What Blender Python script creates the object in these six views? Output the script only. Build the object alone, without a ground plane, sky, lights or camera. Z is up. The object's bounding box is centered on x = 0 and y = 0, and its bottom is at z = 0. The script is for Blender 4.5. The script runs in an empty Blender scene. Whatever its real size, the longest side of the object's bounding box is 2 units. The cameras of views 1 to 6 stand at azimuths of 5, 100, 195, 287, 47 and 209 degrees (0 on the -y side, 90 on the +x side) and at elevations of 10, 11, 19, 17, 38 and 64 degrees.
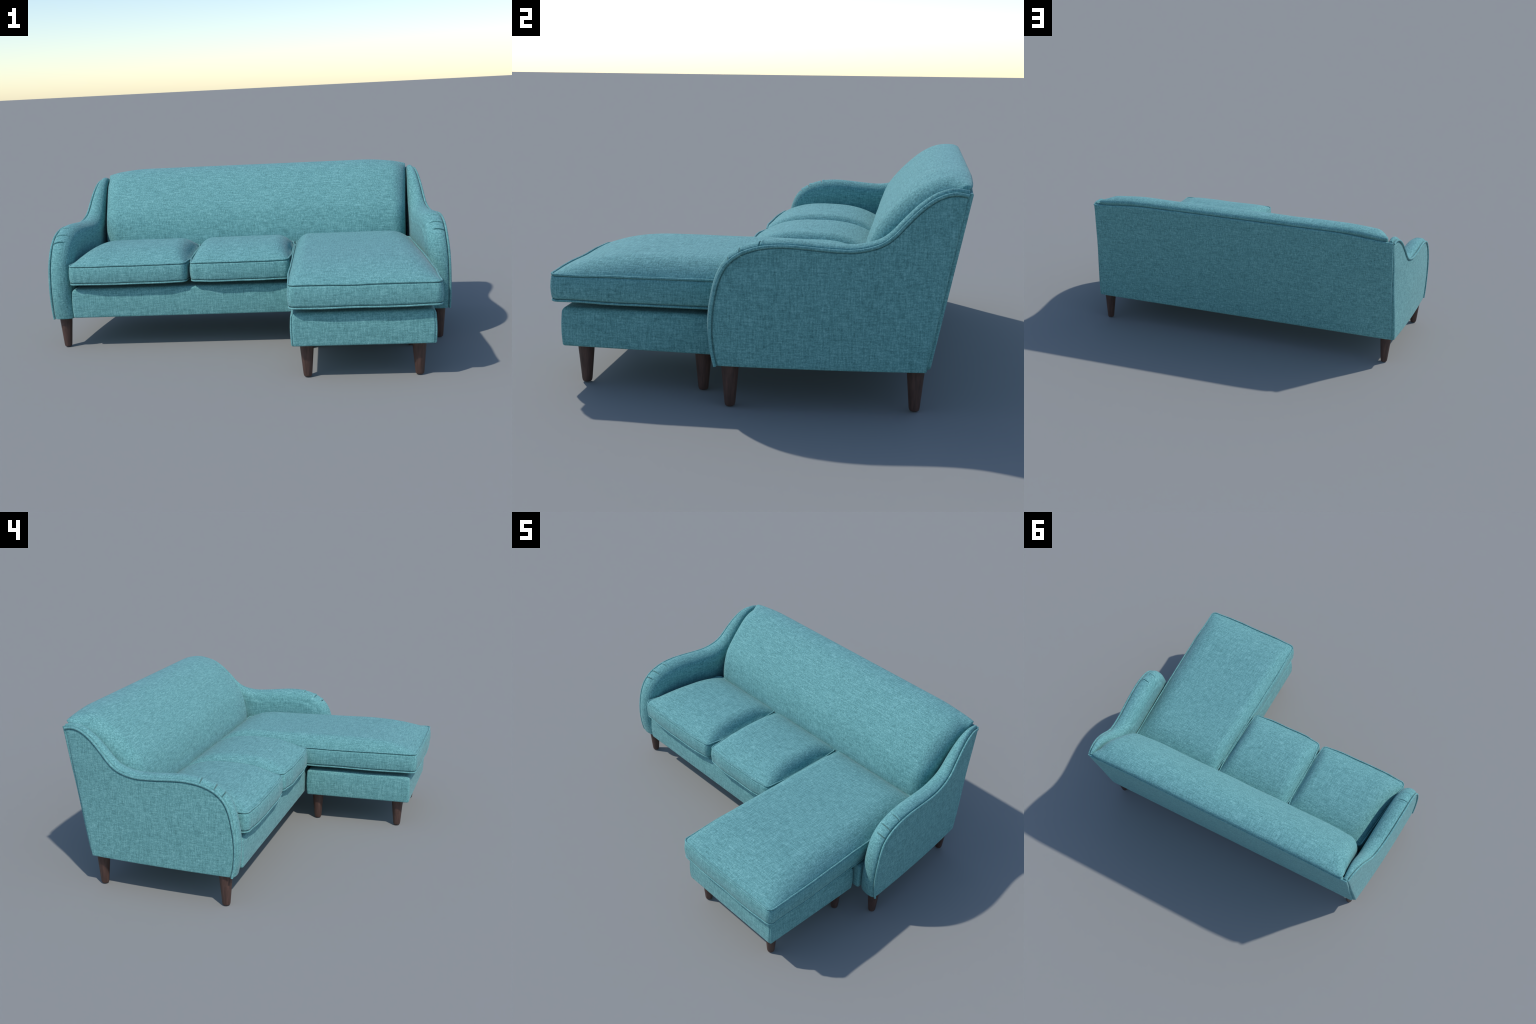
"""Teal fabric corner sofa with a chaise: parts lofted from profiles and footprints."""
import bpy, bmesh, math
import numpy as np
from mathutils import Vector, noise

# ------------------------------------------------------------------ helpers
def smooth(a, b, x):
    t = min(max((x - a) / (b - a), 0.0), 1.0)
    return t * t * (3 - 2 * t)

def catmull(points, per):
    """Smooth open curve through control points."""
    p = [np.array(q, float) for q in points]
    p = [2 * p[0] - p[1]] + p + [2 * p[-1] - p[-2]]
    out = []
    for i in range(1, len(p) - 2):
        for k in range(per):
            t = k / per
            a, b, c, d = p[i - 1:i + 3]
            out.append(0.5 * (2 * b + (c - a) * t + (2 * a - 5 * b + 4 * c - d) * t * t
                              + (3 * b - a - 3 * c + d) * t ** 3))
    out.append(p[-2])
    return np.array(out)

def resample(curve, params):
    """Points of a polyline at given fractions of its length."""
    seg = np.linalg.norm(np.diff(curve, axis=0), axis=1)
    s = np.concatenate([[0], np.cumsum(seg)]); s /= s[-1]
    return np.stack([np.interp(params, s, curve[:, k]) for k in range(curve.shape[1])], 1)

def normals_2d(curve, closed):
    if closed:
        t = np.roll(curve, -1, 0) - np.roll(curve, 1, 0)
    else:
        t = np.gradient(curve, axis=0)
    t /= np.linalg.norm(t, axis=1)[:, None] + 1e-12
    return np.stack([t[:, 1], -t[:, 0]], 1)      # right-hand side of travel

def wobble(x, y, z, scale, amount, seed=0.0):
    return amount * noise.noise(Vector((x * scale + seed, y * scale - seed, z * scale + 2 * seed)))

def make_object(name, verts, faces, mat, parent, smooth_angle=50, kind=None):
    mesh = bpy.data.meshes.new(name)
    mesh.from_pydata([tuple(v) for v in verts], [], faces)
    bm = bmesh.new(); bm.from_mesh(mesh)
    bmesh.ops.remove_doubles(bm, verts=bm.verts, dist=1e-6)
    bmesh.ops.recalc_face_normals(bm, faces=bm.faces)
    for f in bm.faces:
        f.smooth = True
    lim = math.radians(smooth_angle)
    for e in bm.edges:
        if len(e.link_faces) == 2 and e.calc_face_angle(0) > lim:
            e.smooth = False
    bm.to_mesh(mesh); bm.free()
    mesh.materials.append(mat)
    obj = bpy.data.objects.new(name, mesh)
    bpy.context.scene.collection.objects.link(obj)
    obj.parent = parent
    return obj

def skin_rings(rings, closed=True, cap_start=None, cap_end=None):
    """Quads between successive rings; caps are a centre point or 'ngon'."""
    n = len(rings[0]); verts = [p for r in rings for p in r]; faces = []
    m = n if closed else n - 1
    for i in range(len(rings) - 1):
        for j in range(m):
            a, b = i * n + j, i * n + (j + 1) % n
            faces.append((a, b, b + n, a + n))
    for cap, base in ((cap_start, 0), (cap_end, (len(rings) - 1) * n)):
        if cap is None:
            continue
        if isinstance(cap, str):
            faces.append(tuple(range(base, base + n)))
        else:
            verts.append(cap); c = len(verts) - 1
            for j in range(n):
                faces.append((base + j, base + (j + 1) % n, c))
    return verts, faces

def tube(path, radius, sides=12, closed=True):
    """Round cord along a 3D path (list of points)."""
    p = np.array(path, float); n = len(p)
    t = (np.roll(p, -1, 0) - np.roll(p, 1, 0)) if closed else np.gradient(p, axis=0)
    t /= np.linalg.norm(t, axis=1)[:, None]
    ref = np.array([1.0, 0.013, 0.02]) if abs(t[:, 0]).mean() < 0.35 else np.array([0.01, 0.02, 1.0])
    rings = []
    for i in range(n):
        a = np.cross(t[i], ref); a /= np.linalg.norm(a); b = np.cross(t[i], a)
        rings.append([p[i] + radius * (math.cos(q) * a + math.sin(q) * b)
                      for q in np.linspace(0, 2 * math.pi, sides, endpoint=False)])
    if closed:
        rings.append(rings[0]); return skin_rings(rings)
    return skin_rings(rings, cap_start=p[0], cap_end=p[-1])

def rounded_quad(corners, radius, side_samples, arc_samples, bulge=(0, 0, 0, 0), edge_noise=0.0, seed=0.0):
    """Counter-clockwise outline of a quad with round corners and softly bowed sides."""
    c = [np.array(q, float) for q in corners]; out = []
    for i in range(4):
        a, b, d = c[i - 1], c[i], c[(i + 1) % 4]
        u = (a - b) / np.linalg.norm(a - b); v = (d - b) / np.linalg.norm(d - b)
        ang = math.acos(np.clip(u @ v, -1, 1)); off = radius / math.tan(ang / 2)
        s, e = b + u * off, b + v * off
        cen = b + (u + v) / np.linalg.norm(u + v) * radius / math.sin(ang / 2)
        a0 = math.atan2(*(s - cen)[::-1]); a1 = math.atan2(*(e - cen)[::-1])
        while a1 < a0: a1 += 2 * math.pi
        for k in range(arc_samples):
            q = a0 + (a1 - a0) * k / arc_samples
            out.append(cen + radius * np.array([math.cos(q), math.sin(q)]))
        # the following side
        b2, d2 = c[(i + 1) % 4], c[(i + 2) % 4]
        u2 = (b - b2) / np.linalg.norm(b - b2); v2 = (d2 - b2) / np.linalg.norm(d2 - b2)
        ang2 = math.acos(np.clip(u2 @ v2, -1, 1))
        e2 = b2 + u2 * radius / math.tan(ang2 / 2)
        dirv = (e2 - e); nrm = np.array([dirv[1], -dirv[0]]) / np.linalg.norm(dirv)
        for k in range(side_samples):
            t = k / side_samples
            p = e + dirv * t + nrm * bulge[i] * smooth(0, 0.22, t) * smooth(1, 0.78, t)
            if edge_noise:
                w = math.sin(math.pi * t) ** 0.5
                p = p + nrm * wobble(p[0], p[1], 0, 9, edge_noise * w, seed)
            out.append(p)
    return np.array(out)

# ---------------------------------------------------------------- materials
def node(nt, kind, **props):
    n = nt.nodes.new(kind)
    for k, v in props.items():
        setattr(n, k, v)
    return n

def streak_noise(nt, coords, scale, detail, rough=0.6, shift=(0, 0, 0)):
    mp = node(nt, "ShaderNodeMapping")
    mp.inputs["Scale"].default_value = scale
    mp.inputs["Location"].default_value = shift
    nt.links.new(coords, mp.inputs["Vector"])
    nz = node(nt, "ShaderNodeTexNoise")
    nz.inputs["Scale"].default_value = 1.0
    nz.inputs["Detail"].default_value = detail
    nz.inputs["Roughness"].default_value = rough
    nt.links.new(mp.outputs["Vector"], nz.inputs["Vector"])
    return nz.outputs["Fac"]

def math_node(nt, op, a, b):
    n = node(nt, "ShaderNodeMath", operation=op)
    for i, v in enumerate((a, b)):
        if isinstance(v, (int, float)):
            n.inputs[i].default_value = v
        else:
            nt.links.new(v, n.inputs[i])
    return n.outputs[0]

FABRIC_DARK = (0.061, 0.172, 0.178, 1)
FABRIC_MID = (0.128, 0.318, 0.321, 1)
FABRIC_LIGHT = (0.238, 0.488, 0.490, 1)

def fabric_material():
    """Heathered plain weave: thread streaks along all three axes, mottled."""
    m = bpy.data.materials.new("teal_woven_fabric"); m.use_nodes = True
    nt = m.node_tree; nt.nodes.clear()
    out = node(nt, "ShaderNodeOutputMaterial"); bs = node(nt, "ShaderNodeBsdfPrincipled")
    nt.links.new(bs.outputs[0], out.inputs[0])
    tc = node(nt, "ShaderNodeTexCoord").outputs["Object"]
    long_s, thin = 24, 185
    sx = streak_noise(nt, tc, (long_s, thin, thin), 2, 0.55)
    sy = streak_noise(nt, tc, (thin, long_s, thin), 2, 0.55, (7, 3, 1))
    sz = streak_noise(nt, tc, (thin, thin, long_s), 2, 0.55, (2, 9, 5))
    slub = streak_noise(nt, tc, (220, 220, 220), 1, 0.5, (4, 4, 4))
    big = streak_noise(nt, tc, (17, 17, 17), 2, 0.5, (1, 2, 3))
    total = math_node(nt, "ADD", math_node(nt, "ADD", sx, sy), sz)
    total = math_node(nt, "ADD", total, math_node(nt, "MULTIPLY", slub, 0.45))
    total = math_node(nt, "ADD", total, math_node(nt, "MULTIPLY", big, 0.08))
    total = math_node(nt, "MULTIPLY", total, 1 / 3.53)
    ramp = node(nt, "ShaderNodeValToRGB")
    els = ramp.color_ramp.elements
    els[0].position, els[0].color = 0.33, FABRIC_DARK
    els[1].position, els[1].color = 0.67, FABRIC_LIGHT
    mid = els.new(0.50); mid.color = FABRIC_MID
    nt.links.new(total, ramp.inputs[0])
    nt.links.new(ramp.outputs[0], bs.inputs["Base Color"])
    bs.inputs["Roughness"].default_value = 0.9
    bs.inputs["Specular IOR Level"].default_value = 0.15
    bs.inputs["Sheen Weight"].default_value = 0.10
    bs.inputs["Sheen Roughness"].default_value = 0.5
    bump = node(nt, "ShaderNodeBump")
    bump.inputs["Strength"].default_value = 0.25
    bump.inputs["Distance"].default_value = 0.002
    nt.links.new(total, bump.inputs["Height"])
    nt.links.new(bump.outputs[0], bs.inputs["Normal"])
    return m

def wood_material():
    """Dark walnut stain with faint upright grain."""
    m = bpy.data.materials.new("dark_stained_wood"); m.use_nodes = True
    nt = m.node_tree; bs = nt.nodes["Principled BSDF"]
    tc = node(nt, "ShaderNodeTexCoord").outputs["Object"]
    grain = streak_noise(nt, tc, (90, 90, 9), 4, 0.6)
    ramp = node(nt, "ShaderNodeValToRGB")
    els = ramp.color_ramp.elements
    els[0].position, els[0].color = 0.35, (0.052, 0.029, 0.023, 1)
    els[1].position, els[1].color = 0.68, (0.098, 0.052, 0.041, 1)
    nt.links.new(grain, ramp.inputs[0])
    nt.links.new(ramp.outputs[0], bs.inputs["Base Color"])
    bs.inputs["Roughness"].default_value = 0.5
    bs.inputs["Specular IOR Level"].default_value = 0.35
    return m

FABRIC = fabric_material()
WOOD = wood_material()

sofa = bpy.data.objects.new("chaise_sofa", None)
bpy.context.scene.collection.objects.link(sofa)
sofa["label"] = "teal fabric corner sofa with chaise, sloped arms, dark wooden legs"
sofa["category"] = "sofa"

# ---------------------------------------------------------------- cushions
TOP_SEAM = 0.431

def line_distance(p, a, b):
    """Distance of p inside (left of) the line a -> b."""
    d = b - a
    return (d[0] * (p[1] - a[1]) - d[1] * (p[0] - a[0])) / np.linalg.norm(d)

def crown(p, c, reach):
    f = 1.0
    for i in range(4):
        t = min(max(line_distance(p, c[i], c[(i + 1) % 4]) / reach[i], 0), 1)
        f *= 1 - (1 - t) ** 3
    return f

def cushion(name, corners, height, reach, bulge, seed, bottom_seam):
    c = [np.array(q, float) for q in corners]
    edge = rounded_quad(c, 0.030, 70, 10, bulge, 0.003, seed)
    nrm = normals_2d(edge, True); cen = np.mean(c, axis=0)
    lift = np.array([wobble(p[0], p[1], 0, 6, 0.004, seed + 5) for p in edge])
    rings = []
    steps = 34
    def top_ring(k, level, sign, amount):
        ring = []
        inner = edge - nrm * 0.0055
        for j, p in enumerate(inner):
            q = cen + (p - cen) * k
            z = level + sign * amount * crown(q, c, reach) ** (1 if sign > 0 else 2) + lift[j] * k ** 6
            z -= (0.002 if sign > 0 else -0.003) * smooth(0.985, 1.0, k)
            z += wobble(q[0], q[1], 0, 7, 0.0018 * (1 - k ** 8), seed)
            ring.append((q[0], q[1], z))
        return ring
    ks = [1 - (i / steps) ** 0.8 * 0.985 for i in range(1, steps)]
    ks = [1.0, 0.997, 0.992] + [k for k in ks if k < 0.985]
    for k in reversed(ks):
        rings.append(top_ring(k, TOP_SEAM, 1, height))
    span = TOP_SEAM - bottom_seam
    for t in (0.0, 0.045, 0.065, 0.085, 0.15, 0.3, 0.5, 0.7, 0.85, 0.915, 0.935, 0.955, 1.0):
        belly = 0.006 * math.sin(math.pi * t) - 0.0075 * (smooth(0.085, 0.05, t) + smooth(0.915, 0.95, t))
        ring = []
        for j, p in enumerate(edge):
            q = p + nrm[j] * belly
            ring.append((q[0], q[1], TOP_SEAM - span * t + lift[j] * (1 - 1.6 * t)))
        rings.append(ring)
    lift_top = lift.copy(); lift = -0.6 * lift
    for k in ks:
        rings.append(top_ring(k, bottom_seam, -1, 0.012))
    ctop = (cen[0], cen[1], TOP_SEAM + height * crown(cen, c, reach) + wobble(cen[0], cen[1], 0, 7, 0.004, seed))
    cbot = (cen[0], cen[1], bottom_seam - 0.012 * crown(cen, c, reach) + wobble(cen[0], cen[1], 0, 7, 0.004, seed))
    v, f = skin_rings(rings, cap_start=ctop, cap_end=cbot)
    obj = make_object(name, v, f, FABRIC, sofa, 60)
    for level, wave in ((TOP_SEAM, lift_top), (bottom_seam, lift)):
        path = [(p[0] - nrm[j][0] * 0.0015, p[1] - nrm[j][1] * 0.0015, level + wave[j]) for j, p in enumerate(edge)]
        v, f = tube(path, 0.0042, 10)
        make_object("piping", v, f, FABRIC, obj)
    return obj

FRONT, BACK = -0.148, 0.385
cushion("seat_cushion", [(-0.889, FRONT), (-0.296, FRONT), (-0.290, BACK), (-0.816, BACK)],
        0.069, (0.30, 0.095, 0.28, 0.14), (0.010, 0.0105, 0, -0.004), 1.3, 0.338)
cushion("seat_cushion", [(-0.273, FRONT), (0.214, FRONT), (0.221, BACK), (-0.279, BACK)],
        0.069, (0.30, 0.095, 0.28, 0.095), (0.010, 0.0085, 0, 0.0095), 4.1, 0.338)
cushion("chaise_cushion", [(0.235, -0.746), (0.887, -0.746), (0.842, BACK), (0.236, BACK)],
        0.066, (0.42, 0.16, 0.25, 0.085), (0.006, 0.006, 0, 0.007), 7.7, 0.331)

# ------------------------------------------------------------------- bases
def upholstered_base(name, corners, radius, z0, z1, top_round, deck, seam_from_side=None):
    c = [np.array(q, float) for q in corners]
    edge = rounded_quad(c, radius, 160, 8)
    nrm = normals_2d(edge, True); cen = np.mean(c, axis=0)
    groove = np.zeros(len(edge))
    if seam_from_side:
        left, right, front = c[0][0], c[1][0], c[0][1]
        for j, p in enumerate(edge):
            if p[1] < front + 0.02:
                d = min(abs(p[0] - (left + seam_from_side)), abs(p[0] - (right - seam_from_side)))
                groove[j] = 0.005 * math.exp(-(d / 0.0018) ** 2)
    rings = []
    def ring(inset, z, g=1.0):
        shrunk = [p - inset * np.sign(p - cen)
                  for p in c]
        loop = rounded_quad(shrunk, max(radius - 0.4 * inset, 0.003), 160, 8)
        q = loop - nrm * (groove[:, None] * g)
        rings.append([(a[0], a[1], z) for a in q])
    for q in np.linspace(0, math.pi / 2, 5):           # lower edge
        ring(0.007 * (1 - math.sin(q)), z0 + 0.007 * (1 - math.cos(q)))
    for t in np.linspace(0.08, 0.92, 8):
        z = z0 + 0.007 + (z1 - top_round - z0 - 0.007) * t
        ring(-0.003 * math.sin(math.pi * t), z)
    for q in np.linspace(0, math.pi / 2, 9):           # soft upper edge
        ring(top_round * (1 - math.cos(q)), z1 - top_round * (1 - math.sin(q)), 1 if q < 1.3 else 0)
    rim = rings[-1]
    for k in (0.9, 0.72, 0.66, 0.58, 0.50, 0.3):                  # padded deck under the cushions
        rings.append([(cen[0] + (p[0] - cen[0]) * k, cen[1] + (p[1] - cen[1]) * k,
                       z1 + (deck - z1) * smooth(0.72, 0.50, k)) for p in rim])
    v, f = skin_rings(rings, cap_start="ngon", cap_end="ngon")
    return make_object(name, v, f, FABRIC, sofa, 55)

upholstered_base("chaise_base", [(0.239, -0.715), (0.861, -0.715), (0.861, -0.138), (0.239, -0.138)],
                 0.010, 0.154, 0.302, 0.020, 0.320, 0.008)
upholstered_base("seat_base", [(-0.886, -0.121), (0.886, -0.121), (0.862, 0.60), (-0.862, 0.60)],
                 0.012, 0.161, 0.308, 0.020, 0.327)

# -------------------------------------------------------------------- back
def back_y(z):                      # outer face of the raked back
    return 0.637 + (z - 0.16) * 0.189

def back_half_width(z):
    return 0.886 + 0.005 * smooth(0.77, 0.60, z) + 0.013 * smooth(0.55, 0.18, z)

def crest(x):                       # height of the seam along the top of the back
    return 0.7755 + 0.020 * smooth(0.87, 0.55, abs(x))

def back_panel():
    """Thin padded slab closing the rear; its rim wraps a little onto the sides."""
    z0, n = 0.156, 60
    us = np.linspace(-1, 1, 121); ws = np.linspace(0, 1, n)
    edge = []
    r = 0.022
    for w in ws: edge.append((1, w))                            # right side upwards
    for u in us[::-1][1:-1]: edge.append((u, 1))                # top leftwards
    for w in ws[::-1]: edge.append((-1, w))                     # left side downwards
    for u in us[1:-1]: edge.append((u, 0))                      # bottom
    def place(u, w):
        zt = crest(u * 0.886)
        z = z0 + (zt - z0) * w
        x = u * back_half_width(z)
        # rounded lower corners
        dx, dz = back_half_width(z) - abs(x), z - z0
        if dx < r and dz < r:
            k = math.hypot(r - dx, r - dz); m = max(r - dx, r - dz)
            if k > 1e-9:
                f = m / k
                x = math.copysign(back_half_width(z) - r + (r - dx) * f, x); z = z0 + r - (r - dz) * f
        return x, z
    base = np.array([place(u, w) for u, w in edge])
    cen = np.array([0, 0.47])
    nrm = normals_2d(base, True)
    rings = []
    def ring(inset, depth):
        q = base - nrm * inset
        rings.append([(a[0], back_y(a[1]) - depth, a[1]) for a in q])
    ring(0.006, 0.024); ring(0.001, 0.0115); ring(0.001, 0.007); ring(0.002, 0.0035); ring(0.0045, 0.0009); ring(0.010, 0.0)
    inner = base - nrm * 0.010
    for k in (0.97, 0.92, 0.85, 0.75, 0.6, 0.45, 0.3, 0.15):
        q = cen + (inner - cen) * k
        rings.append([(a[0], back_y(a[1]) + 0.004 * (1 - k), a[1]) for a in q])
    v, f = skin_rings(rings, cap_start="ngon", cap_end=(0, back_y(0.47) + 0.004, 0.47))
    return make_object("back_panel", v, f, FABRIC, sofa, 60)

back_panel()

def back_cushion():
    """Long padded back: one profile swept across, drawn in toward both ends."""
    ctrl = [(0.44, 0.30), (0.388, 0.36), (0.374, 0.41), (0.373, 0.46), (0.380, 0.52), (0.394, 0.578), (0.412, 0.622),
            (0.444, 0.668), (0.498, 0.727), (0.562, 0.783), (0.620, 0.815), (0.672, 0.828), (0.718, 0.829),
            (0.744, 0.821), (0.7535, 0.810), (0.7530, 0.801), (0.746, 0.796)]
    front = resample(catmull(ctrl, 12), np.linspace(0, 1, 90))
    rear = np.array([(0.737, 0.775), (0.66, 0.45), (0.60, 0.30)])
    prof = np.vstack([front, rear])
    nrm = -normals_2d(prof, True)      # pointing outwards (profile runs clockwise)
    cen = prof.mean(0)
    if ((prof - cen) * nrm).sum() < 0: nrm = -nrm
    pull = np.array([1 - smooth(0.66, 0.745, p[0]) * 0.9 for p in prof]); pull[-3:] = 0
    X, R = 0.851, 0.080
    xs = [X - R + R * math.sin(q) for q in np.linspace(0, math.pi / 2, 12)]
    xs = list(np.linspace(0, X - R, 60)[:-1]) + xs
    xs = [-x for x in xs[:0:-1]] + xs
    rings = []
    for x in xs:
        a = abs(x); q = max(0, (a - (X - R)) / R)
        d = R * (1 - math.sqrt(max(0, 1 - q * q)))
        slow = 0.012 * smooth(0.60, 0.86, a)
        ring = []
        sink = 0.014 * smooth(0.62, 0.87, a)
        for p, n, w in zip(prof, nrm, pull):
            s = p - n * (d + slow) * w
            drop = sink * smooth(0.60, 0.80, p[1]) * smooth(0.66, 0.74, p[0]) + 0.004 * smooth(0.68, 0.86, a) * smooth(0.6, 0.7, p[0]) * smooth(0.80, 0.83, p[1])
            b = wobble(x, s[0], s[1], 5, 0.003 * w * (1 - q) * smooth(0.72, 0.64, p[0]), 2.2)
            s = s + n * b
            flare = 1 - 0.028 * smooth(0.72, 0.45, s[0]) * smooth(0.5, 0.85, a)
            ring.append((x * flare, s[0], s[1] - drop))
        rings.append(ring)
    v, f = skin_rings(rings, cap_start="ngon", cap_end="ngon")
    return make_object("back_cushion", v, f, FABRIC, sofa, 60)

back_cushion()

# -------------------------------------------------------------------- arms
ARM_OUTLINE = [(-0.108, 0.154), (-0.119, 0.205), (-0.125, 0.262), (-0.1255, 0.309), (-0.120, 0.372), (-0.105, 0.447),
               (-0.084, 0.500), (-0.056, 0.535), (-0.022, 0.560), (0.019, 0.577), (0.066, 0.588), (0.127, 0.593),
               (0.195, 0.590), (0.284, 0.583), (0.358, 0.581), (0.416, 0.590), (0.462, 0.607), (0.497, 0.634),
               (0.536, 0.677), (0.580, 0.722), (0.625, 0.756), (0.667, 0.774), (0.704, 0.778), (0.738, 0.772)]
PLEATS = [(0.046, 0.066), (-0.022, 0.078), (-0.060, 0.066)]     # y on the outline, length across the arm

def arm_outer_x(y, z):
    back = 0.8865 + 0.005 * smooth(0.77, 0.60, z) + 0.0135 * smooth(0.55, 0.18, z)
    t = min(max((y + 0.115) / 0.855, 0), 1)
    front = 0.9905 - 0.010 * smooth(0.40, 0.57, z) * 0.5 + 0.002 * math.sin(math.pi * min(max((z - 0.16) / 0.35, 0), 1))
    belly = (0.0015 + 0.006 * smooth(0.25, 0.58, z)) * math.sin(math.pi * t)
    return front + (back - front) * (t - 0.12 * math.sin(math.pi * t)) + belly

def arm_inner_x(y):
    return 0.893 - 0.045 * smooth(-0.25, 0.50, y) + 0.010 * smooth(0.5, 0.74, y)

def build_arm(side):
    curve = catmull(ARM_OUTLINE, 24)
    seg = np.linalg.norm(np.diff(curve, axis=0), axis=1)
    arc = np.concatenate([[0], np.cumsum(seg)]); total = arc[-1]
    pleat_arc = [arc[np.argmin(np.abs(curve[:, 0] - y) + (curve[:, 1] < 0.4) * 9)] for y, _ in PLEATS]
    params = set(np.linspace(0, total, 240))
    for a in pleat_arc:
        params |= set(np.arange(a - 0.016, a + 0.024, 0.0006))
    params = np.array(sorted(params)) / total
    line = resample(curve, params); arcs = params * total
    nrm = -normals_2d(line, False)
    if nrm[len(nrm) // 2][1] < 0: nrm = -nrm
    n = len(line)

    # body: outline lofted from the side seam to the inner face, rounded over the inner edge
    sections = []
    for s in list(np.linspace(0, 0.5, 26)) + list(0.5 + 0.5 * np.sin(np.linspace(0, math.pi / 2, 18)))[1:]:
        sections.append(s)
    rings = []
    def rear_limit(p):
        lim = back_y(p[1]) - 0.0115
        return np.array([min(p[0], lim), p[1]])
    for s in sections:
        ring = []
        for j in range(n):
            y, z = line[j]
            xo, xi = arm_outer_x(y, z) - 0.0065, arm_inner_x(y)
            w = xo - xi
            x = xo - w * s
            lowfront = smooth(0.30, 0.16, z)
            rise = 0.020 * math.sqrt(max(0.0, 1 - (1 - min(s / 0.38, 1)) ** 2)) - 0.006 * smooth(0.03, 0.0, s)
            depth = min(0.064, 0.6 * w) * (1 - 0.55 * lowfront)
            fall = depth * (1 - math.sqrt(max(0.0, 1 - max(0, (s - 0.34) / 0.66) ** 2.1)))
            out = -0.008 + rise * (1 - 0.25 * lowfront) - fall
            # pleats stitched into the scroll of the arm
            for a, (_, length) in zip(pleat_arc, PLEATS):
                d = arcs[j] - a - 0.10 * (w * s)
                along = w * s / length
                if abs(d) < 0.03 and along < 1.2:
                    fade = smooth(1.05, 0.62, along)
                    out -= fade * (0.0115 * math.exp(-(d / 0.0019) ** 2))
                    out += fade * 0.0035 * math.exp(-((d - 0.009) / 0.007) ** 2)
            p = line[j] + nrm[j] * out
            p[1] = max(p[1], 0.156)
            p = rear_limit(p)
            ring.append((side * x, p[0], p[1]))
        # close along the back and underside
        rear_top = ring[-1]
        zs = np.linspace(rear_top[2], 0.156, 24)[1:]
        for z in zs:
            yb = back_y(z) - 0.0115
            xo, xi = arm_outer_x(yb, z) - 0.012, arm_inner_x(yb)
            ring.append((side * (xo - (xo - xi) * s), yb, z))
        f0 = ring[0]
        for y in np.linspace(back_y(0.156) - 0.0115, f0[1], 24)[1:-1]:
            xo, xi = arm_outer_x(y, 0.156) - 0.004, arm_inner_x(y)
            ring.append((side * (xo - (xo - xi) * s), y, 0.156))
        rings.append(ring)
    cy, cz = 0.33, 0.36
    last = np.array(rings[-1])
    for k in (0.98, 0.9, 0.75, 0.5, 0.25):
        ring = []
        for p in last:
            y, z = cy + (p[1] - cy) * k, cz + (p[2] - cz) * k
            ring.append((side * (arm_inner_x(y) - 0.002 * (k < 0.99)), y, z))
        rings.append(ring)
    first = rings[0]
    v, f = skin_rings(rings, cap_start="ngon", cap_end=(side * (arm_inner_x(cy) - 0.002), cy, cz))
    arm = make_object("arm", v, f, FABRIC, sofa, 60)

    # flat outer panel, set inside the cord
    inset = 0.0138
    pts = [line[j] - nrm[j] * inset for j in range(0, n, 2)]
    pts = [np.array([min(p[0], back_y(p[1]) - 0.0150), max(p[1], 0.156)]) for p in pts]
    for z in np.linspace(pts[-1][1], 0.156, 30)[1:]:
        pts.append(np.array([back_y(z) - 0.0150, z]))
    for y in np.linspace(pts[-1][0], pts[0][0], 40)[1:-1]:
        pts.append(np.array([y, 0.156]))
    base = np.array(pts); c = np.array([cy, cz])
    rings = []
    for grow, sink in ((0.0, 0.014), (0.0, 0.005), (0.0008, 0.0025), (0.003, 0.0008), (0.007, 0.0)):
        q = c + (base - c) * (1 - grow / 0.35)
        rings.append([(side * (arm_outer_x(a[0], a[1]) - sink), a[0], a[1]) for a in q])
    inner = c + (base - c) * (1 - 0.007 / 0.35)
    for k in (0.95, 0.88, 0.75, 0.6, 0.45, 0.3, 0.15):
        q = c + (inner - c) * k
        rings.append([(side * (arm_outer_x(a[0], a[1]) + 0.0025 * (1 - k)), a[0], a[1]) for a in q])
    v, f = skin_rings(rings, cap_start="ngon", cap_end=(side * (arm_outer_x(cy, cz) + 0.0025), cy, cz))
    make_object("side_panel", v, f, FABRIC, arm, 60)

    # cord along the outline
    keep = resample(curve, np.linspace(0, 1, 260)); kn = -normals_2d(keep, False)
    if kn[130][1] < 0: kn = -kn
    path = []
    for p, m in zip(keep, kn):
        q = p - m * 0.0055
        q[0] = min(q[0], back_y(q[1]) - 0.013)
        path.append((side * (arm_outer_x(q[0], q[1]) + 0.0005), q[0], q[1]))
    v, f = tube(path, 0.0057, 14, closed=False)
    make_object("piping", v, f, FABRIC, arm, 60)

build_arm(1)
build_arm(-1)

# -------------------------------------------------------------------- legs
def leg_mesh():
    """Turned round taper, softened at the foot."""
    prof = [(0.010, 0.0), (0.0150, 0.0010), (0.0172, 0.0030), (0.0183, 0.0065), (0.0195, 0.012),
            (0.0320, 0.152), (0.0323, 0.170)]
    rings = []
    for r, z in prof:
        rings.append([(r * math.cos(q), r * math.sin(q), z) for q in np.linspace(0, 2 * math.pi, 40, endpoint=False)])
    return skin_rings(rings, cap_start="ngon", cap_end="ngon")

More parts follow.
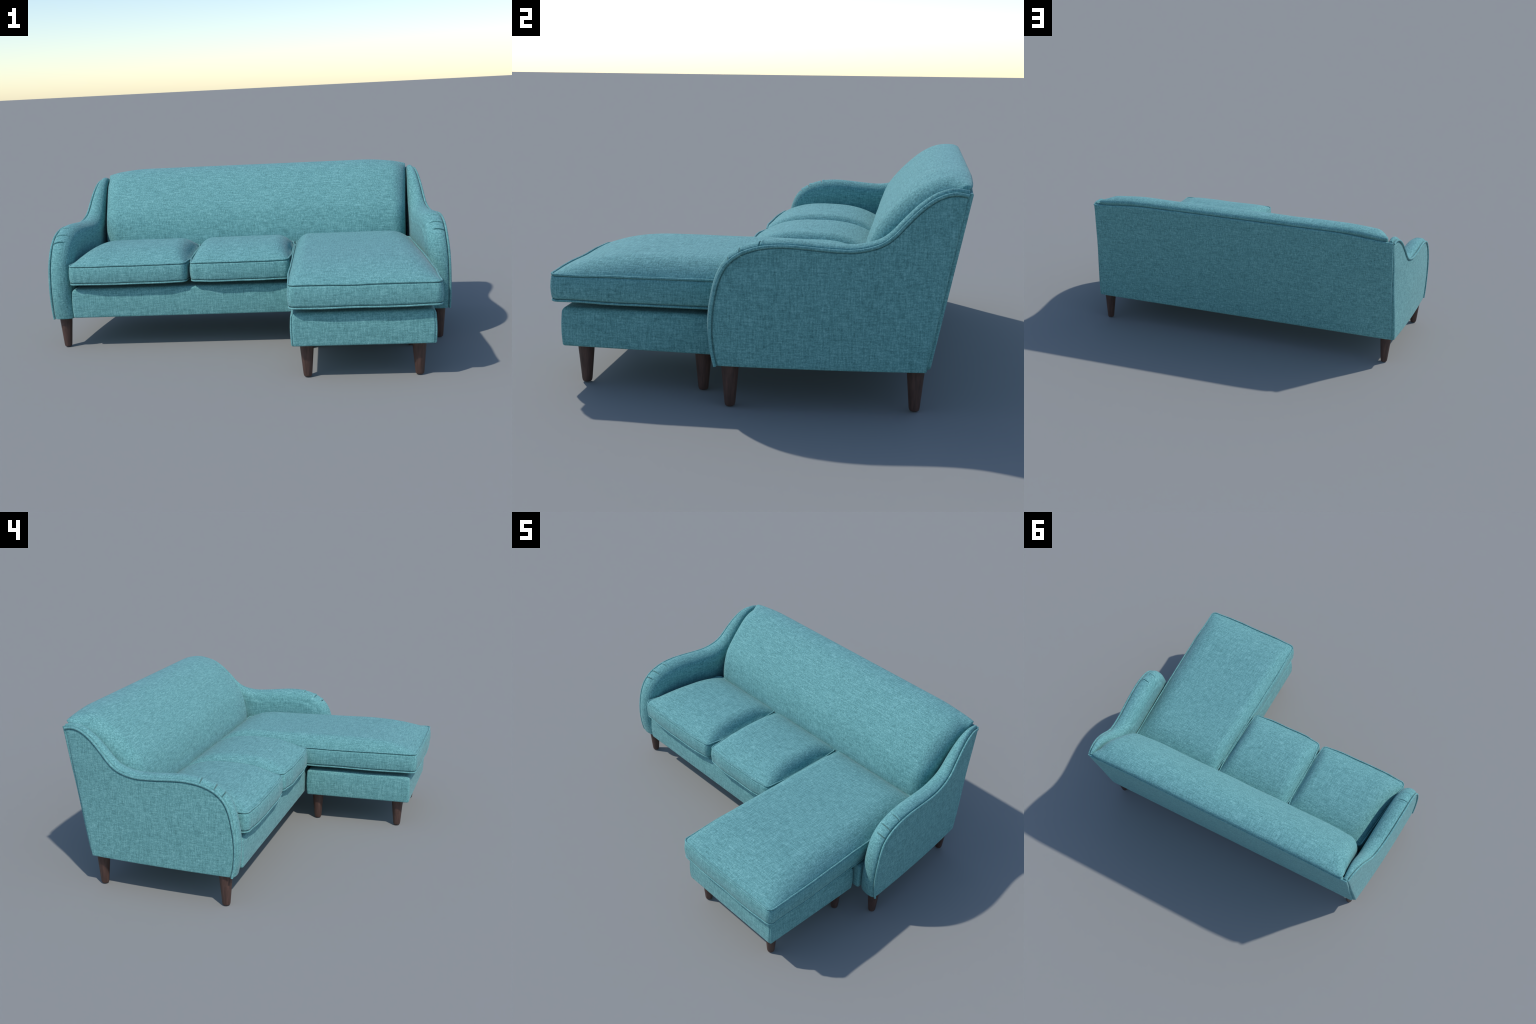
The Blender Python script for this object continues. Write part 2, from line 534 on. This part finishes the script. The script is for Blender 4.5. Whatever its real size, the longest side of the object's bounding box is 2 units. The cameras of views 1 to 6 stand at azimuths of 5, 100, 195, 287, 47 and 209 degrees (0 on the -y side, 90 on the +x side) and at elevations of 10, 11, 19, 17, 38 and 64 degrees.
LEG_SPOTS = [(-0.943, -0.058), (0.943, -0.058), (-0.868, 0.588), (0.868, 0.588),
             (0.304, -0.645), (0.792, -0.645), (0.305, -0.190), (0.795, -0.190)]
proto = None
for x, y in LEG_SPOTS:
    if proto is None:
        v, f = leg_mesh(); leg = proto = make_object("leg", v, f, WOOD, sofa, 60)
    else:
        leg = proto.copy(); leg.name = "leg"
        bpy.context.scene.collection.objects.link(leg)
    leg.location = (x, y, 0.0)
    leg.rotation_euler = (0, 0, (x * 7 + y * 13) % 6.28)
